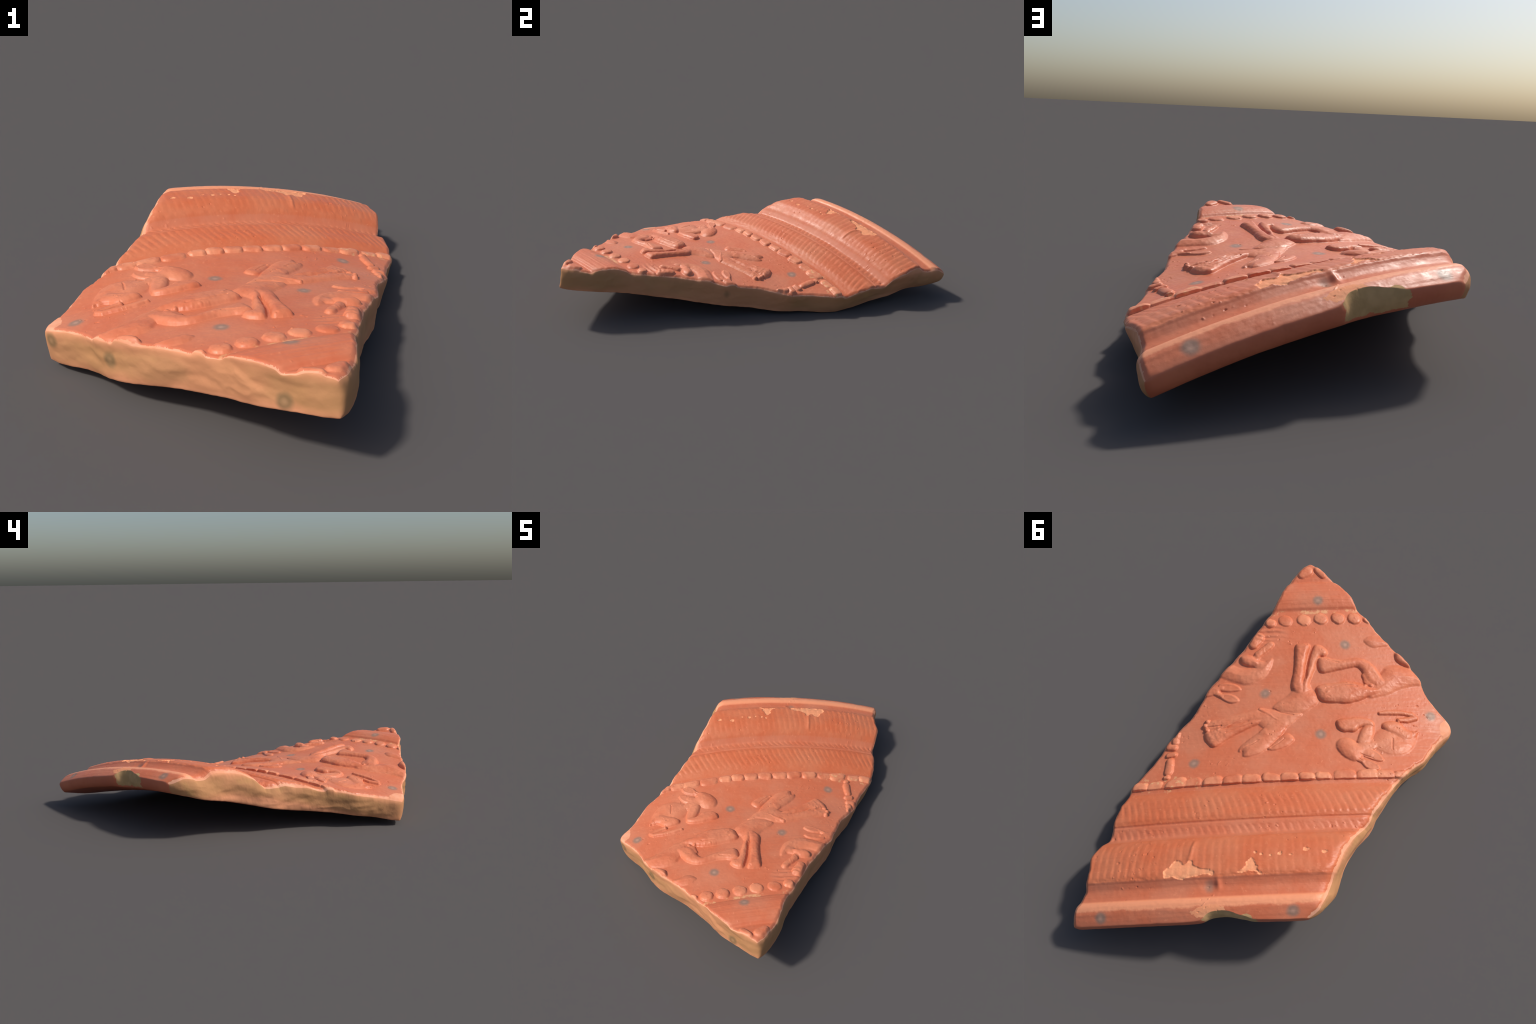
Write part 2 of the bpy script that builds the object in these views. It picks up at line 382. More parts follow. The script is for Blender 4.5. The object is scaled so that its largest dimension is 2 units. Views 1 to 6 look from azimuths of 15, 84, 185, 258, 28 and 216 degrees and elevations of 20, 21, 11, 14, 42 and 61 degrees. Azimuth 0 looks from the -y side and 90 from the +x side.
# toes of the hound and the knobbed fringe along the second hound's leg
for i in range(10):
    x = -.050 - .027 * i
    raise_(('second_hound', 'foreleg'), [(.015 + .004 * rng.random(), [(x, -.448 + .007 * math.sin(i * 1.1) + .012 * (i < 2), .009 + .004 * rng.random())])])
for p in [(.487, -.300), (.497, -.280), (.488, -.258), (.478, -.238), (.466, -.215), (.448, -.204)]:
    raise_(('hound', 'foreleg'), [(.019, [(p[0] - .006, p[1], .013)])])

relief = np.maximum(relief, .0060 * sstep(-.020, -.006, T0) * (1 - sstep(.006, .013, T0)))      # the line the beads sit on
for i, x in enumerate(BEADS_UPPER):
    gap = abs(BEADS_UPPER[max(i, 1) - 1] - BEADS_UPPER[max(i, 1)])
    half = .50 * min(gap, .098)
    h = .0145 + .0015 * rng.normal()
    if i in (12, 13, 2, 4):
        h *= .75                                        # rubbed beads
    tilt = .004 * rng.normal()
    raise_(('bead', 'bead'), [(h, [(x - half * .42, -.004 + tilt, half * .68), (x + half * .42, -.005 - tilt, half * (.62 + .08 * rng.random()))])], 3.0,
           cut=lambda a, t: 1 - sstep(.007, .0125, t))
for i, (x, y, w) in enumerate(BEADS_LOWER):
    raise_(('bead', 'bead'), [(.0115 * (.7 if i in (1, 2) else 1) + .002 * rng.random(), [(x - .004, y + .003, w * .97), (x + .005, y - .002, w * .90)])], 2.8)
for p, q, w in BEADS_BASE:
    raise_(('bead', 'bead'), [(.012, [(*p, w), (*q, w)])], 2.6)

paw = np.exp(-((A0 - .44) / .05) ** 2 - ((T0 + .25) / .06) ** 2) + np.exp(-((A0 - .24) / .05) ** 2 - ((T0 + .67) / .06) ** 2) + .6 * np.exp(-((A0 + .06) / .04) ** 2 - ((T0 + .40) / .04) ** 2)
relief += .006 * paw * sstep(.001, .008, relief) * fbm(A0 * 45, T0 * 45, 0, 15, 3)
# wear on the raised parts, streaks of the wheel, pits
relief *= .88 + .15 * fbm(A0 * 16, T0 * 16, 0, 5, 3)
relief += .0010 * sstep(.002, .012, relief) * fbm(A0 * 60, T0 * 60, 0, 6, 3)
relief += .0022 * fbm(A0 * 4, T0 * 4, 0, 8, 2)
relief += .0009 * fbm(A0 * 7, T0 * 75, 0, 9, 3)
relief += .0022 * sstep(-1.02, -.99, T0) * (1 - sstep(-.90, -.86, T0)) * fbm(A0 * 5, T0 * 90, 0, 12, 3)
relief += .0008 * fbm(A0 * 60, T0 * 60, 0, 10, 3)
pit = vnoise(A0 * 85, T0 * 85, 0, 77) * (.62 + .45 * sstep(-.2, .4, vnoise(A0 * 6, T0 * 6, 0, 78)))
relief -= .0025 * sstep(.62, .80, pit)
relief += .0022 * sstep(.64, .80, -pit)

# rouletting: fine slanting notches round two bands, and faint ones on the fillet between them
def roulette(t0, t1, pitch, slant, amp, seed, curve=0.0):
    win = sstep(t0, t0 + .014, T0) * (1 - sstep(t1 - .012, t1, T0))
    mid = (T0 - .5 * (t0 + t1))
    ph = (A0 + slant * mid - curve * mid * mid + .006 * fbm(A0 * 9, T0 * 14, 0, seed, 2)) / pitch * 2 * np.pi
    wav = np.sin(ph) + .22 * np.sin(2 * ph + .6)
    return win * amp * wav * np.clip(.75 + .9 * fbm(A0 * 6, T0 * 18, 0, seed + 3, 3), .12, 1.6)


relief += roulette(.056, .168, .0300, .36, .0009, 101, 1.5)
relief += roulette(.262, .412, .0285, .03, .0008, 111) * (.50 + .50 * sstep(.2, .5, A0))
relief += roulette(.192, .246, .0290, .43, .0009, 121)
# torn, crumbly borders of the bands
for tl, am in ((.414, .0035), (.256, .003), (.054, .002), (.172, .0018)):
    relief += am * np.exp(-((T0 - tl) / .007) ** 2) * fbm(A0 * 40, T0 * 40, 0, int(tl * 1000), 3)
# vertical smear across the upper band
relief += .005 * np.exp(-((A0 - .475 - .1 * (T0 - .3)) / .008) ** 2) * sstep(.26, .28, T0) * (1 - sstep(.34, .37, T0))
# fingerprint-like streaks by the lower bead row
m = np.exp(-((A0 - .20) / .06) ** 2 - ((T0 + .735) / .035) ** 2)
relief += .004 * m * np.sin((T0 + .15 * A0) * 260 + 4 * fbm(A0 * 12, T0 * 12, 0, 3, 2))

# flaked patches of slip: ragged, a little sunk
FLAKES = [(.537, .366, .020), (.532, .392, .034), (.505, .408, .034), (.470, .402, .030), (.455, .382, .022), (.425, .400, .020),
          (.395, .404, .016), (.558, .408, .016), (.314, .404, .020), (.288, .398, .020), (.260, .366, .012), (.245, .388, .016),
          (.230, .412, .012), (.222, .339, .011), (.191, .343, .010), (.160, .337, .011), (.065, .325, .014), (.003, .339, .010),
          (.245, .330, .006), (.120, .345, .006)]
ragged = .011 * fbm(A0 * 34, T0 * 30, 0, 61, 4, .65)
flake = np.full(A0.shape, -1.0)
FLAKE_SHEETS = [[(.575, .402), (.560, .375), (.548, .372), (.532, .340), (.515, .352), (.500, .372), (.472, .345), (.462, .372),
                 (.438, .378), (.405, .392), (.400, .406), (.440, .412), (.470, .418), (.500, .424), (.540, .416)],
                [(.328, .404), (.300, .402), (.280, .385), (.265, .352), (.252, .348), (.240, .385), (.222, .416), (.245, .408), (.275, .404), (.300, .412)]]
for sheet in FLAKE_SHEETS:
    flake = np.maximum(flake, lump(sheet, A0, T0))
FLAKES += [(.085 + .034 * i + .006 * rng.normal(), .268 + .003 * rng.normal(), .007 + .004 * rng.random()) for i in range(0)]
for a, t, w in FLAKES:
    if w < .017:
        flake = np.maximum(flake, w * (.75 if a < .1 else .50) - np.hypot((A0 - a) * .8, T0 - t))
flake = flake + ragged
relief -= .0045 * sstep(-.001, .004, flake)
# the dent and facet by the lip
relief -= .006 * np.exp(-((A0 - .405) / .025) ** 2 - ((T0 - .452) / .02) ** 2)
relief += .007 * np.exp(-((A0 - .374) / .010) ** 2 - ((T0 - .445) / .022) ** 2)

# distance of every outside point from the break
def edge_dist(P, curves):
    out = []
    for c in curves:
        c = c[::3]
        dmin = np.full(P.shape[:2], 9.0)
        for i in range(0, P.shape[0], 40):
            blk = P[i:i + 40]
            d2 = (blk[..., 0, None] - c[:, 0]) ** 2 + (blk[..., 1, None] - c[:, 1]) ** 2
            dmin[i:i + 40] = np.sqrt(d2.min(-1))
        out.append(dmin)
    return out


e_front, e_right, e_left = edge_dist(TOP.astype(np.float32), [c0.astype(np.float32), d0.astype(np.float32), d1.astype(np.float32)])
jag = fbm(A0 * 30, T0 * 30, 0, 71, 4, .6)
# bruised margin: the slip is chipped off along the break and the ground falls away
for e, wid, dep in ((e_front, .012, .006), (e_right, .016, .010), (e_left, .022, .012)):
    relief -= dep * (1 - sstep(0, wid * (1 + .7 * jag), e)) ** 1.5

# the left margin of the lip zone is bevelled off
bev = (1 - sstep(0, .05, e_left)) * sstep(.02, .12, T0) * (1 - sstep(.50, .57, T0))
relief -= .012 * bev ** 2

P_top = place(A0, T0, r_out(T0) + relief - .002 + .005 * (1 - sstep(-.20, .15, A0)) * (1 - sstep(-.02, .10, T0)) + .004 * sstep(-.72, -.86, T0))
Ab, Tb = BOT[..., 0], BOT[..., 1]
under = .003 * fbm(Ab * 3, Tb * 5, 0, 201, 3) + .0012 * fbm(Ab * 5, Tb * 60, 0, 202, 2) + .0008 * fbm(Ab * 40, Tb * 40, 0, 203, 3)
thick = .032 * np.exp(-((Tb - .20) / .20) ** 2) * (1 - sstep(.50, .84, Ab))
P_bot = place(Ab, Tb, r_in(Tb) - thick + under)

# ------------------------------------------------------------------ one closed body: outside, inside, four sides
nT = (NU + 1) * (NV + 1)
it = np.arange(nT).reshape(NU + 1, NV + 1)
ring = np.r_[it[:, 0][:-1], it[-1, :][:-1], it[::-1, -1][:-1], it[0, ::-1][:-1]]        # front, left, rim, right
kind = np.r_[np.zeros(NU, int), np.ones(NV, int), np.full(NU, 2), np.full(NV, 3)]
nP = len(ring)
top_flat, bot_flat = P_top.reshape(-1, 3), P_bot.reshape(-1, 3)
E0, E1 = top_flat[ring], bot_flat[ring]
along = np.roll(E0, -6, 0) - np.roll(E0, 6, 0)
down = E1 - E0
outw = np.cross(down, along)
outw /= np.linalg.norm(outw, axis=1)[:, None]
cen = E0.mean(0)
if ((E0 - cen) * outw).sum(1).mean() < 0:
    outw = -outw
# smooth the outward direction round the ring so that corners stay closed
for _ in range(14):
    outw = (np.roll(outw, 1, 0) + outw + np.roll(outw, -1, 0)) / 3
outw /= np.linalg.norm(outw, axis=1)[:, None]
E0s = E0.copy()
for _ in range(90):
    E0s = .25 * np.roll(E0s, 1, 0) + .5 * E0s + .25 * np.roll(E0s, -1, 0)
E0s[kind == 2] = E0[kind == 2]
for _ in range(12):
    E0s = .25 * np.roll(E0s, 1, 0) + .5 * E0s + .25 * np.roll(E0s, -1, 0)
E1s = E1.copy()
for _ in range(60):
    E1s = .25 * np.roll(E1s, 1, 0) + .5 * E1s + .25 * np.roll(E1s, -1, 0)
sw = np.linspace(0, 1, NW + 1)[1:-1]
walls = []
E0a, E0t = TOP.reshape(-1, 2)[ring].T
for s in sw:
    k0, k1 = sstep(0, .35, s), sstep(0, .30, 1 - s)
    p = (1 - s) * (E0 * (1 - k0) + E0s * k0) + s * (E1 * (1 - k1) + E1s * k1)
    win = np.sin(np.pi * s) ** .7
    big = fbm(p[:, 0] * 5, p[:, 1] * 5, p[:, 2] * 9, 301, 3)
    ridge = 1 - np.abs(fbm(p[:, 0] * 4 + 3, p[:, 1] * 4, p[:, 2] * 10, 311, 3)) * 2
    med = fbm(p[:, 0] * 22, p[:, 1] * 22, p[:, 2] * 26, 302, 4)
    brk = .004 + np.where(kind == 3, .006, .011) * big + np.where(kind == 3, .004, .007) * (ridge - .6) + .0020 * med
    # two shell-shaped hollows in the side by the tip
    x_ = E0a
    ar = -.250 + .13 * s ** 1.6 + .012 * med
    brk = brk - np.where(kind == 0, .016 * sstep(ar, ar + .022, x_) * np.exp(-np.maximum(x_ - ar, 0) / .06) * (1 - s) ** 1.5, 0)
    brk = brk - np.where(kind == 0, .012 * sstep(-.510, -.485, x_) * np.exp(-((x_ + .44) / .07) ** 2) * np.exp(-(s / .45) ** 2), 0)
    lip = .011 * np.sin(np.pi * s ** .8) ** .8 * (s ** .35) + .0012 * med
    off = np.where(kind == 2, lip, win * brk)
    lf = kind == 1
    off = off + np.where(lf, win * (.003 + .003 * sstep(-.22, -.10, E0a)), 0) + np.where(kind == 3, win * (.004 - .007 * sstep(.15, .45, E0a) + .014 * sstep(.28, .42, E0t)), 0) - np.where(kind == 0, win * (.008 * sstep(-.45, -.15, E0a) - .003), 0)
    walls.append(p + off[:, None] * outw)
walls = np.concatenate(walls)
V = np.concatenate([top_flat, bot_flat, walls])
wid = lambda k: ring if k == 0 else (ring + nT if k == NW else 2 * nT + (k - 1) * nP + np.arange(nP))

q = np.stack([it[:-1, :-1], it[1:, :-1], it[1:, 1:], it[:-1, 1:]], -1).reshape(-1, 4)
F_top, F_bot = q.copy(), q[:, ::-1] + nT
F_wall, wall_kind, wall_row = [], [], []
for k in range(NW):
    r0, r1 = wid(k), wid(k + 1)
    F_wall.append(np.stack([r0, r1, np.roll(r1, -1), np.roll(r0, -1)], -1))
    wall_kind.append(kind)
    wall_row.append(np.full(nP, k))
F_wall = np.concatenate(F_wall)
wall_kind, wall_row = np.concatenate(wall_kind), np.concatenate(wall_row)
F = np.concatenate([F_top, F_bot, F_wall])
# orient all faces outward
def face_n(F, V):
    return np.cross(V[F[:, 2]] - V[F[:, 0]], V[F[:, 3]] - V[F[:, 1]])
if (face_n(F_top[::997], V) @ W).mean() < 0:
    F[:len(q)] = F[:len(q), ::-1]
    F[len(q):2 * len(q)] = F[len(q):2 * len(q), ::-1]
fn = face_n(F[2 * len(q):], V)
mid = V[F[2 * len(q):]].mean(1)
if (fn * outw[np.tile(np.arange(nP), NW)]).sum(1).mean() < 0:
    F[2 * len(q):] = F[2 * len(q):, ::-1]

# wear the edges round: relax the body near them
wgt = np.zeros(len(V))
edge_top = np.minimum(np.minimum(e_front, e_right), e_left)
lip_d = np.abs(.587 - T0)
near = 1 - sstep(.004, .018, edge_top)
wgt[:nT] = np.maximum(near * (.75 + .5 * fbm(A0 * 14, T0 * 14, 0, 401, 2)), .7 * (1 - sstep(.003, .016, np.abs(T0 - .587)))).ravel()
dcell = np.minimum(np.minimum(np.arange(NU + 1)[:, None], NU - np.arange(NU + 1)[:, None]) * 2.4e-3,
                   np.minimum(np.arange(NV + 1)[None], NV - np.arange(NV + 1)[None]) * 2.0e-3)
wgt[nT:2 * nT] = (1 - sstep(.006, .035, dcell)).ravel()
rows = np.repeat(np.arange(1, NW), nP)
wk = np.tile(kind, NW - 1)
depth = np.minimum(rows, NW - rows) / NW * .12
wgt[2 * nT:] = 1 - sstep(.004, .03, depth)
wgt[2 * nT:][(wk == 2) & (rows < NW * .5)] *= .7
# upright corners of the body
ringpos = np.arange(nP)
cd = np.full(nP, 999)
for c in (0, NU, NU + NV, 2 * NU + NV):
    dd_ = np.abs(ringpos - c)
    cd = np.minimum(cd, np.minimum(dd_, nP - dd_))
wgt[2 * nT:] = np.maximum(wgt[2 * nT:], np.tile(1 - sstep(6, 22, cd), NW - 1))
wgt = np.clip(wgt, 0, 1)
ed = np.concatenate([F[:, [0, 1]], F[:, [1, 2]], F[:, [2, 3]], F[:, [3, 0]]])
act = np.where(wgt > .01)[0]
# faces share edges in both directions, so each neighbour is met from one side or the other
lim = wgt.copy()
for i, j in ((0, 0), (NU, 0), (NU, NV), (0, NV)):
    k = it[i, j]
    lim[np.linalg.norm(V - .5 * (V[k] + V[k + nT]), axis=1) < .13] = 1
es, et = np.r_[ed[lim[ed[:, 0]] > .01, 0], ed[lim[ed[:, 1]] > .01, 1]], np.r_[ed[lim[ed[:, 0]] > .01, 1], ed[lim[ed[:, 1]] > .01, 0]]
cnt = np.bincount(es, minlength=len(V))
for _ in range(14):
    avg = np.stack([np.bincount(es, V[et, i], len(V)) for i in range(3)], -1)[act] / cnt[act][:, None]
    V[act] += .6 * wgt[act][:, None] * (avg - V[act])
# the corners of the body are worn rounder still
for (i, j), rad, n in (((0, 0), .048, 30), ((NU, 0), .050, 24), ((NU, NV), .050, 40), ((0, NV), .040, 20)):
    k = it[i, j]
    p, q2 = V[k].copy(), V[k + nT].copy()
    ax = q2 - p
    s_ = np.clip(((V - p) @ ax) / (ax @ ax), 0, 1)
    w_ = 1 - sstep(.3 * rad, rad, np.linalg.norm(V - p - s_[:, None] * ax, axis=1))
    act = np.where(w_ > .01)[0]
    sel = w_[es] > .01
    e1_, e2_ = es[sel], et[sel]
    cn = np.bincount(e1_, minlength=len(V))[act]
    ok = cn > 2
    act, cn = act[ok], cn[ok]
    for _ in range(n):
        avg = np.stack([np.bincount(e1_, V[e2_, c], len(V)) for c in range(3)], -1)[act] / cn[:, None]
        V[act] += .6 * w_[act][:, None] * (avg - V[act])
V[:, 2] -= V[:, 2].min()

# vertex normals of the whole body
fn = face_n(F, V)
N = np.stack([sum(np.bincount(F[:, j], fn[:, i], len(V)) for j in range(4)) for i in range(3)], -1)
N /= np.linalg.norm(N, axis=1)[:, None] + 1e-12

# ------------------------------------------------------------------ which face belongs to which part
Fa = A0.ravel()[F_top].mean(1)
Ft = T0.ravel()[F_top].mean(1)
fr = region.ravel()[F_top].max(1)
keys = {}
lab_top = np.empty(len(F_top), object)


def fl(x):
    return x.ravel()[F_top].mean(1)


base = np.select([Ft < -.845, Ft < .030, Ft < .176, Ft < .250, Ft < .420],
                 ['lower_moulding', 'frieze_ground', 'rouletted_band', 'fillet', 'upper_rouletted_band'], 'lip')
part_of = np.array(['%s|%s|%d' % (k[0], k[1], i if k[0] == 'bead' or k[1] == 'bead' else 0) if k else '' for i, k in enumerate(names)], object)
lab_top[:] = base
m = fr > 0
lab_top[m] = part_of[fr[m]]
# bared clay: flakes and the bruised margin
worn_w = lambda e, w: e - w * (1 + 1.1 * jag)
worn = np.minimum(np.minimum(worn_w(e_front, .0050), worn_w(e_right, .0045)), worn_w(e_left, .010))
lab_top[fl(flake) > 0] = 'flaked_patch'
corner = .046 - np.hypot((A0 + .60) * 1.2, (T0 + .228)) + .012 * jag
lab_top[fl(corner) > 0] = 'worn_margin'
lab_top[fl(worn) < 0] = 'worn_margin'
chip = np.hypot((A0 - .40) / .055, (T0 - .552) / .026) - 1 + .55 * jag
chip2 = np.hypot((A0 - .278) / .022, (T0 - .580) / .016) - 1 + .4 * jag
lab_top[fl(chip) < 0] = 'flaked_patch'
lab_top[fl(chip2) < 0] = 'rim_chip'

lab_bot = np.full(len(F_bot), 'inner_wall', object)
lab_wall = np.array(['broken_side|front', 'broken_side|left', 'lip_face', 'broken_side|right'], object)[wall_kind]
wa_ = np.tile(np.r_[c0[:-1, 0], d1[:-1, 0], c1[::-1][:-1, 0], d0[::-1][:-1, 0]], NW)
wt_ = np.tile(np.r_[c0[:-1, 1], d1[:-1, 1], c1[::-1][:-1, 1], d0[::-1][:-1, 1]], NW)
jw = fbm(wa_ * 24, wt_ * 24, wall_row / NW * 3, 501, 4, .6)
lo, hi = .245 + .02 * jw, .432 + .01 * jw
lab_wall[(wall_kind == 2) & (wa_ > lo) & (wa_ < hi) & (wall_row < NW * (.86 + .2 * jw))] = 'rim_chip'
labels = np.concatenate([lab_top, lab_bot, lab_wall])

# ------------------------------------------------------------------ materials
class Nodes:
    def __init__(self, name):
        self.mat = bpy.data.materials.new(name)
        self.mat.use_nodes = True
        self.nt = self.mat.node_tree
        self.nt.nodes.clear()
        self.out = self.new('ShaderNodeOutputMaterial')
        self.co = self.new('ShaderNodeTexCoord').outputs['Object']

    def new(self, typ, **kw):
        n = self.nt.nodes.new(typ)
        for k, v in kw.items():
            setattr(n, k, v)
        return n

    def put(self, sock, v):
        if isinstance(v, bpy.types.NodeSocket):
            self.nt.links.new(v, sock)
        else:
            sock.default_value = v

    def math(self, op, a, b=0.0, c=0.0, clamp=False):
        n = self.new('ShaderNodeMath', operation=op, use_clamp=clamp)
        for s, v in zip(n.inputs, (a, b, c)):
            self.put(s, v)
        return n.outputs[0]

    def vec(self, op, a, b=(0, 0, 0)):
        n = self.new('ShaderNodeVectorMath', operation=op)
        self.put(n.inputs[0], a)
        if op != 'LENGTH':
            self.put(n.inputs[1], b)
        return n.outputs['Value'] if op in ('DOT_PRODUCT', 'LENGTH', 'DISTANCE') else n.outputs[0]

    def noise(self, scale, detail=4, rough=.55, co=None, dist=0.0):
        n = self.new('ShaderNodeTexNoise')
        self.put(n.inputs['Vector'], co or self.co)
        for k, v in (('Scale', scale), ('Detail', detail), ('Roughness', rough), ('Distortion', dist)):
            self.put(n.inputs[k], v)
        return n.outputs['Fac']

    def step(self, x, e0, e1, o0=0.0, o1=1.0):
        n = self.new('ShaderNodeMapRange', interpolation_type='SMOOTHSTEP')
        for s, v in zip(n.inputs, (x, e0, e1, o0, o1)):
            self.put(s, v)
        return n.outputs[0]

    def mix(self, f, a, b):
        n = self.new('ShaderNodeMix', data_type='RGBA')
        self.put(n.inputs[0], f)
        for s, v in ((n.inputs[6], a), (n.inputs[7], b)):
            self.put(s, v if isinstance(v, bpy.types.NodeSocket) else (*v, 1))
        return n.outputs[2]


# grey survey smudges, given where they lie on the body
def spot(a, t):
    a, t = np.array([a]), np.array([t])
    return tuple(place(a, t, r_out(t))[0])


SPOTS = [(-.402, -.627, .160), (-.060, -.248, .203), (.326, .165, .159), (.262, -.282, .209), (.101, -.694, .241),
         (.332, -.813, .284), (-.109, .606, .292), (.189, .922, .182), (-.431, .507, .308)]
SPOTS_CORE = [(-.475, -.660, .105), (-.217, -.770, .130), (.352, -.965, .190), (.520, -.180, .125), (.510, .640, .140), (-.43, -.02, .15)]


def smudges(m, col, pts, rad=.033, fac=.9, mid=(.46, .28, .20), ring=(.30, .185, .13)):
    for p in pts:
        d = m.vec('DISTANCE', m.co, p)
        d = m.math('ADD', d, m.math('MULTIPLY', m.math('SUBTRACT', m.noise(30, 2), .5), .010))
        k = m.math('MULTIPLY', m.step(d, rad * .40, rad, 1, 0), fac)
        inner = m.mix(m.step(d, 0, rad * .45), mid, ring)
        col = m.mix(k, col, inner)
    return col


def axis_t(m):
    return m.vec('DOT_PRODUCT', m.vec('SUBTRACT', m.co, tuple(O)), tuple(D))


def arc(m):
    """arc position a round the wall"""
    q = m.vec('SUBTRACT', m.co, tuple(O))
    return m.math('MULTIPLY', m.math('ARCTAN2', m.vec('DOT_PRODUCT', q, tuple(U)), m.vec('DOT_PRODUCT', q, tuple(W))), RA)


def finish(m, col, rough, bump=.15, spec=.4, coat=0.0, scale=140):
    b = m.new('ShaderNodeBsdfPrincipled')
    m.put(b.inputs['Base Color'], col)
    m.put(b.inputs['Roughness'], rough)
    m.put(b.inputs['Specular IOR Level'], spec)
    m.put(b.inputs['Coat Weight'], coat)
    m.put(b.inputs['Coat Roughness'], .35)
    bp = m.new('ShaderNodeBump')
    m.put(bp.inputs['Strength'], bump)
    m.put(bp.inputs['Distance'], .003)
    m.put(bp.inputs['Height'], m.noise(scale, 5, .6))
    m.put(b.inputs['Normal'], bp.outputs[0])
    m.put(m.out.inputs['Surface'], b.outputs[0])
    return m.mat


SLIP = (.625, .160, .070)
PALE = (.86, .325, .165)
CREAM = (.80, .46, .22)


def slip_material(name, tint=(1, 1, 1), wear=0.0):
    m = Nodes(name)
    t, a = axis_t(m), arc(m)
    c = tuple(x * y for x, y in zip(SLIP, tint))
    col = m.mix(m.step(m.noise(5, 4), .35, .68), c, tuple(x * y for x, y in zip(c, (1.0, 1.25, 1.45))))
    col = m.mix(m.math('MULTIPLY', m.step(m.noise(24, 5, .65), .45, .75), .45), col, tuple(x * y for x, y in zip(c, (1.10, 1.30, 1.42))))
    col = m.mix(m.math('MULTIPLY', m.step(m.noise(60, 4, .6), .60, .75), .35), col, PALE)
    if wear:
        col = m.mix(m.math('MULTIPLY', m.step(m.noise(11, 4, .6), .34, .62), wear), col, PALE)
    # the bared strip along the shoulder of the lip, ragged on its outer side
    rag = m.math('MULTIPLY', m.math('SUBTRACT', m.noise(45, 5, .65), .5), .022)
    rag2 = m.math('MULTIPLY', m.math('SUBTRACT', m.noise(9, 2, .5), .5), .020)
    edge = m.math('ADD', m.math('ADD', t, rag), rag2)
    strip = m.math('MULTIPLY', m.step(t, .491, .501), m.step(edge, .526, .538, 1, 0))
    col = m.mix(strip, col, PALE)
    # cream lime crust clinging to the bead row at one end
    crust = m.math('MULTIPLY', m.step(m.noise(38, 5, .6), .54, .66), m.step(a, .42, .62))
    band = m.step(m.math('ABSOLUTE', m.math('ADD', t, .008)), .022, .050, 1, 0)
    col = m.mix(m.math('MULTIPLY', m.math('MULTIPLY', crust, band), .8), col, CREAM)
    band2 = m.math('MULTIPLY', m.step(m.math('ABSOLUTE', m.math('ADD', t, .842)), .006, .016, 1, 0), m.step(m.noise(30, 4), .5, .62))
    col = m.mix(m.math('MULTIPLY', band2, .6), col, CREAM)
    col = smudges(m, col, SPOTS)
    return finish(m, col, m.step(m.noise(20, 4), .3, .7, .40, .55), .12, .42)


M_SLIP = slip_material('red_gloss_slip')
M_BAND = slip_material('rouletted_slip', (1.0, .93, .82))
M_BEAD = slip_material('rubbed_bead_slip', wear=.62)
M_FIGURE = slip_material('rubbed_figure_slip', wear=.22)
m = Nodes('inner_slip')
col = m.mix(m.step(m.noise(8, 4), .35, .65), (.56, .14, .066), (.62, .17, .080))
M_INNER = finish(m, smudges(m, col, SPOTS), .45, .10, .4)

m = Nodes('bared_clay')
col = m.mix(m.step(m.noise(16, 4), .35, .65), (.80, .325, .18), (.82, .39, .24))
M_WORN = finish(m, col, .75, .25, .25)
m = Nodes('flaked_clay')
col = m.mix(m.step(m.noise(20, 4), .35, .7), (.86, .32, .155), (.84, .36, .18))
M_FLAKE = finish(m, col, .75, .25, .25)

m = Nodes('fired_clay_core')
t = axis_t(m)
qv = m.vec('SUBTRACT', m.co, tuple(O))
rad = m.math('SQRT', m.math('SUBTRACT', m.vec('DOT_PRODUCT', qv, qv), m.math('MULTIPLY', t, t)))
fc = m.new('ShaderNodeFloatCurve')
cv = fc.mapping.curves[0]
ts = np.linspace(-1.25, .62, 12)
rm = .5 * (r_out(ts) + r_in(ts))
xs, ys = (ts + 1.25) / 1.87, (rm - 2.4) / .7
cv.points[0].location, cv.points[1].location = (xs[0], ys[0]), (xs[-1], ys[-1])
for x, y in zip(xs[1:-1], ys[1:-1]):
    cv.points.new(x, y)
fc.mapping.update()
m.put(fc.inputs['Value'], m.math('DIVIDE', m.math('ADD', t, 1.25), 1.87))
rmid = m.math('ADD', m.math('MULTIPLY', fc.outputs[0], .7), 2.4)
hgt = m.math('ADD', m.math('ABSOLUTE', m.math('SUBTRACT', rad, rmid)), m.math('MULTIPLY', m.math('SUBTRACT', m.noise(7, 3), .5), .05))
skin = m.step(hgt, .020, .058)
col = m.mix(m.step(m.noise(4.5, 3, .5), .32, .68), (.47, .232, .100), (.53, .245, .118))
col = m.mix(m.math('MULTIPLY', m.step(m.noise(9, 2), .54, .74), .5), col, (.52, .295, .11))
col = m.mix(m.math('MULTIPLY', m.step(m.noise(3.2, 2), .50, .66), .7), col, (.60, .255, .125))
col = m.mix(m.math('MULTIPLY', skin, .8), col, (.62, .26, .13))
rind = m.step(hgt, .045, .064)
col = m.mix(m.math('MULTIPLY', rind, .75), col, (.80, .34, .18))
M_CORE = finish(m, smudges(m, col, SPOTS_CORE, .034, .85, (.34, .20, .10), (.22, .135, .065)), .8, .25, .2, 0, 90)

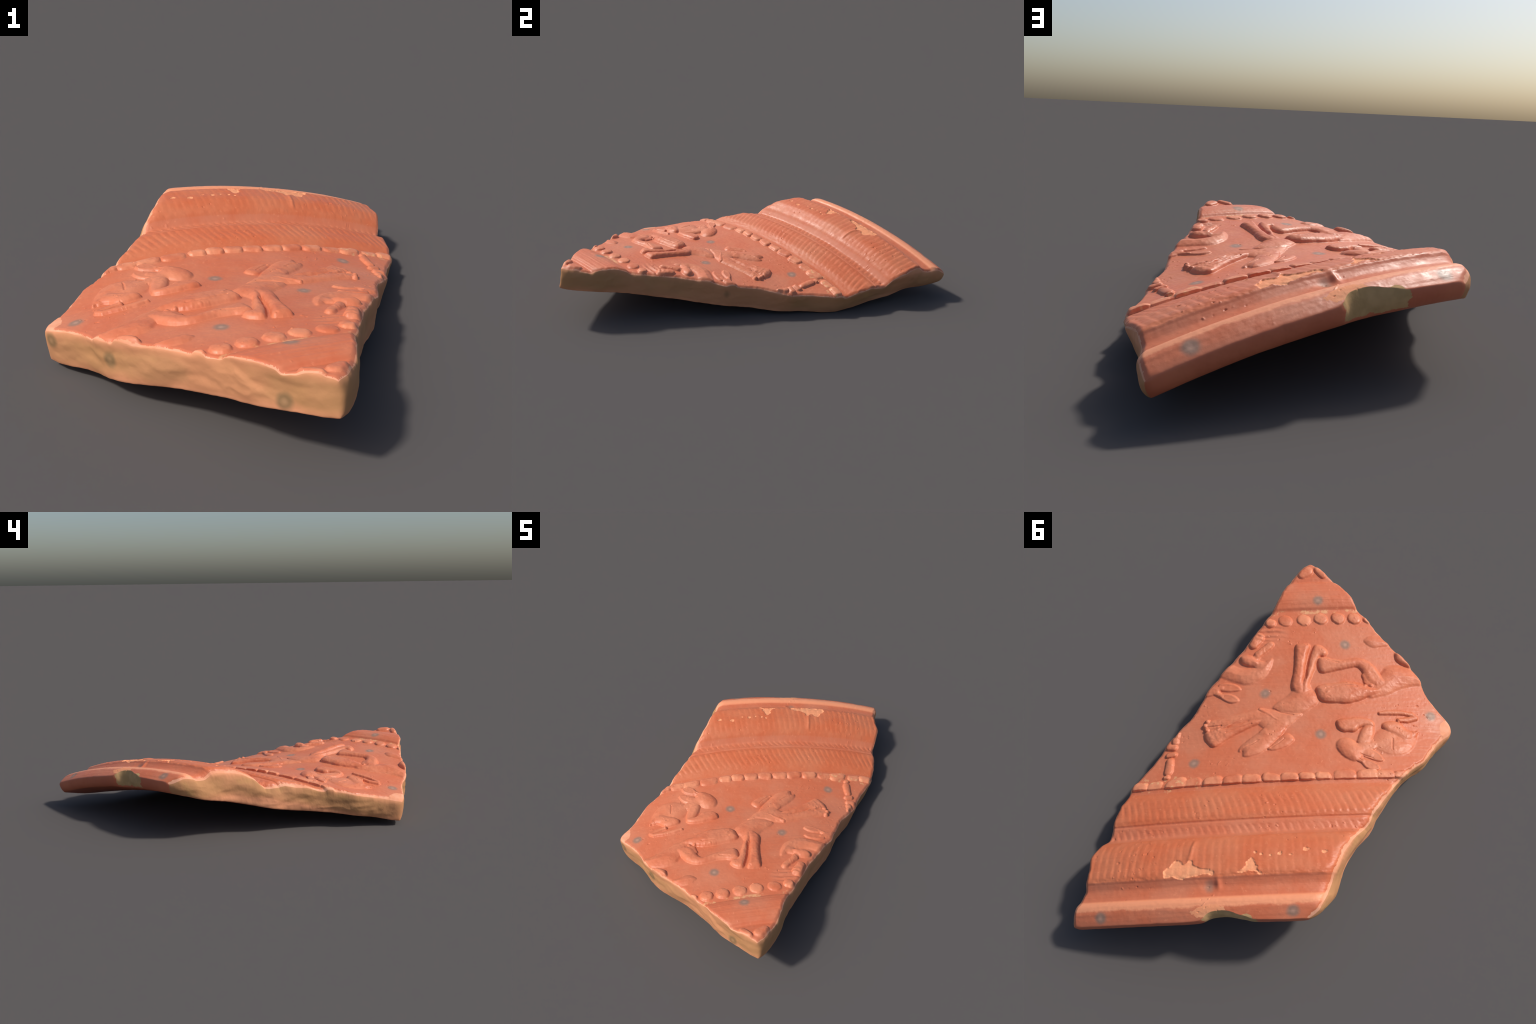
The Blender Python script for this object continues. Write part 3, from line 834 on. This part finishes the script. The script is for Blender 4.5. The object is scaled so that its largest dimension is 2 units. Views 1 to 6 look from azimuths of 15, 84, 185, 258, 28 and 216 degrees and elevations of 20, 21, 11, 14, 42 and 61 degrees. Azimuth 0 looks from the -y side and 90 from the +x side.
m = Nodes('chip_clay')
col = m.mix(m.step(m.noise(10, 3), .4, .6), (.50, .30, .13), (.62, .37, .17))
M_CHIP = finish(m, col, .8, .2, .2)

MAT = {'worn_margin': M_WORN, 'flaked_patch': M_FLAKE, 'rim_chip': M_CHIP, 'inner_wall': M_INNER, 'lip_face': M_INNER,
       'broken_side': M_CORE, 'rouletted_band': M_BAND, 'upper_rouletted_band': M_BAND}

# ------------------------------------------------------------------ objects
root = bpy.data.objects.new('pottery_sherd', None)
bpy.context.scene.collection.objects.link(root)
root['label'] = 'broken red gloss pottery bowl fragment with relief running animals'
root['category'] = 'pottery fragment'


def build(name, faces, material, parent):
    used, inv = np.unique(faces, return_inverse=True)
    inv = inv.reshape(-1, 4)
    me = bpy.data.meshes.new(name)
    me.vertices.add(len(used))
    me.vertices.foreach_set('co', V[used].astype(np.float32).ravel())
    me.loops.add(inv.size)
    me.loops.foreach_set('vertex_index', inv.astype(np.int32).ravel())
    me.polygons.add(len(inv))
    me.polygons.foreach_set('loop_start', np.arange(0, inv.size, 4, dtype=np.int32))
    me.update(calc_edges=True)
    me.polygons.foreach_set('use_smooth', np.ones(len(inv), bool))
    me.normals_split_custom_set_from_vertices([tuple(n) for n in N[used]])
    me.materials.append(material)
    ob = bpy.data.objects.new(name, me)
    bpy.context.scene.collection.objects.link(ob)
    ob.parent = parent
    return ob


parents = {}
order = sorted(set(labels), key=lambda s: (s.count('|'), 'torso' not in s, s))
uniq, inv_l = np.unique(labels.astype(str), return_inverse=True)
faces_of = {u: F[inv_l == i] for i, u in enumerate(uniq)}
for lab in order:
    f = faces_of[str(lab)]
    bits = lab.split('|')
    if len(bits) == 1:
        build(bits[0], f, MAT.get(bits[0], M_SLIP), root)
    elif bits[0] == 'broken_side':
        build('broken_side', f, M_CORE, root)
    elif bits[0] == 'bead':
        build('bead', f, M_BEAD, root)
    else:
        if bits[0] not in parents:
            e = bpy.data.objects.new(bits[0], None)
            bpy.context.scene.collection.objects.link(e)
            e.parent = root
            parents[bits[0]] = e
        build(bits[1], f, M_FIGURE, parents[bits[0]])
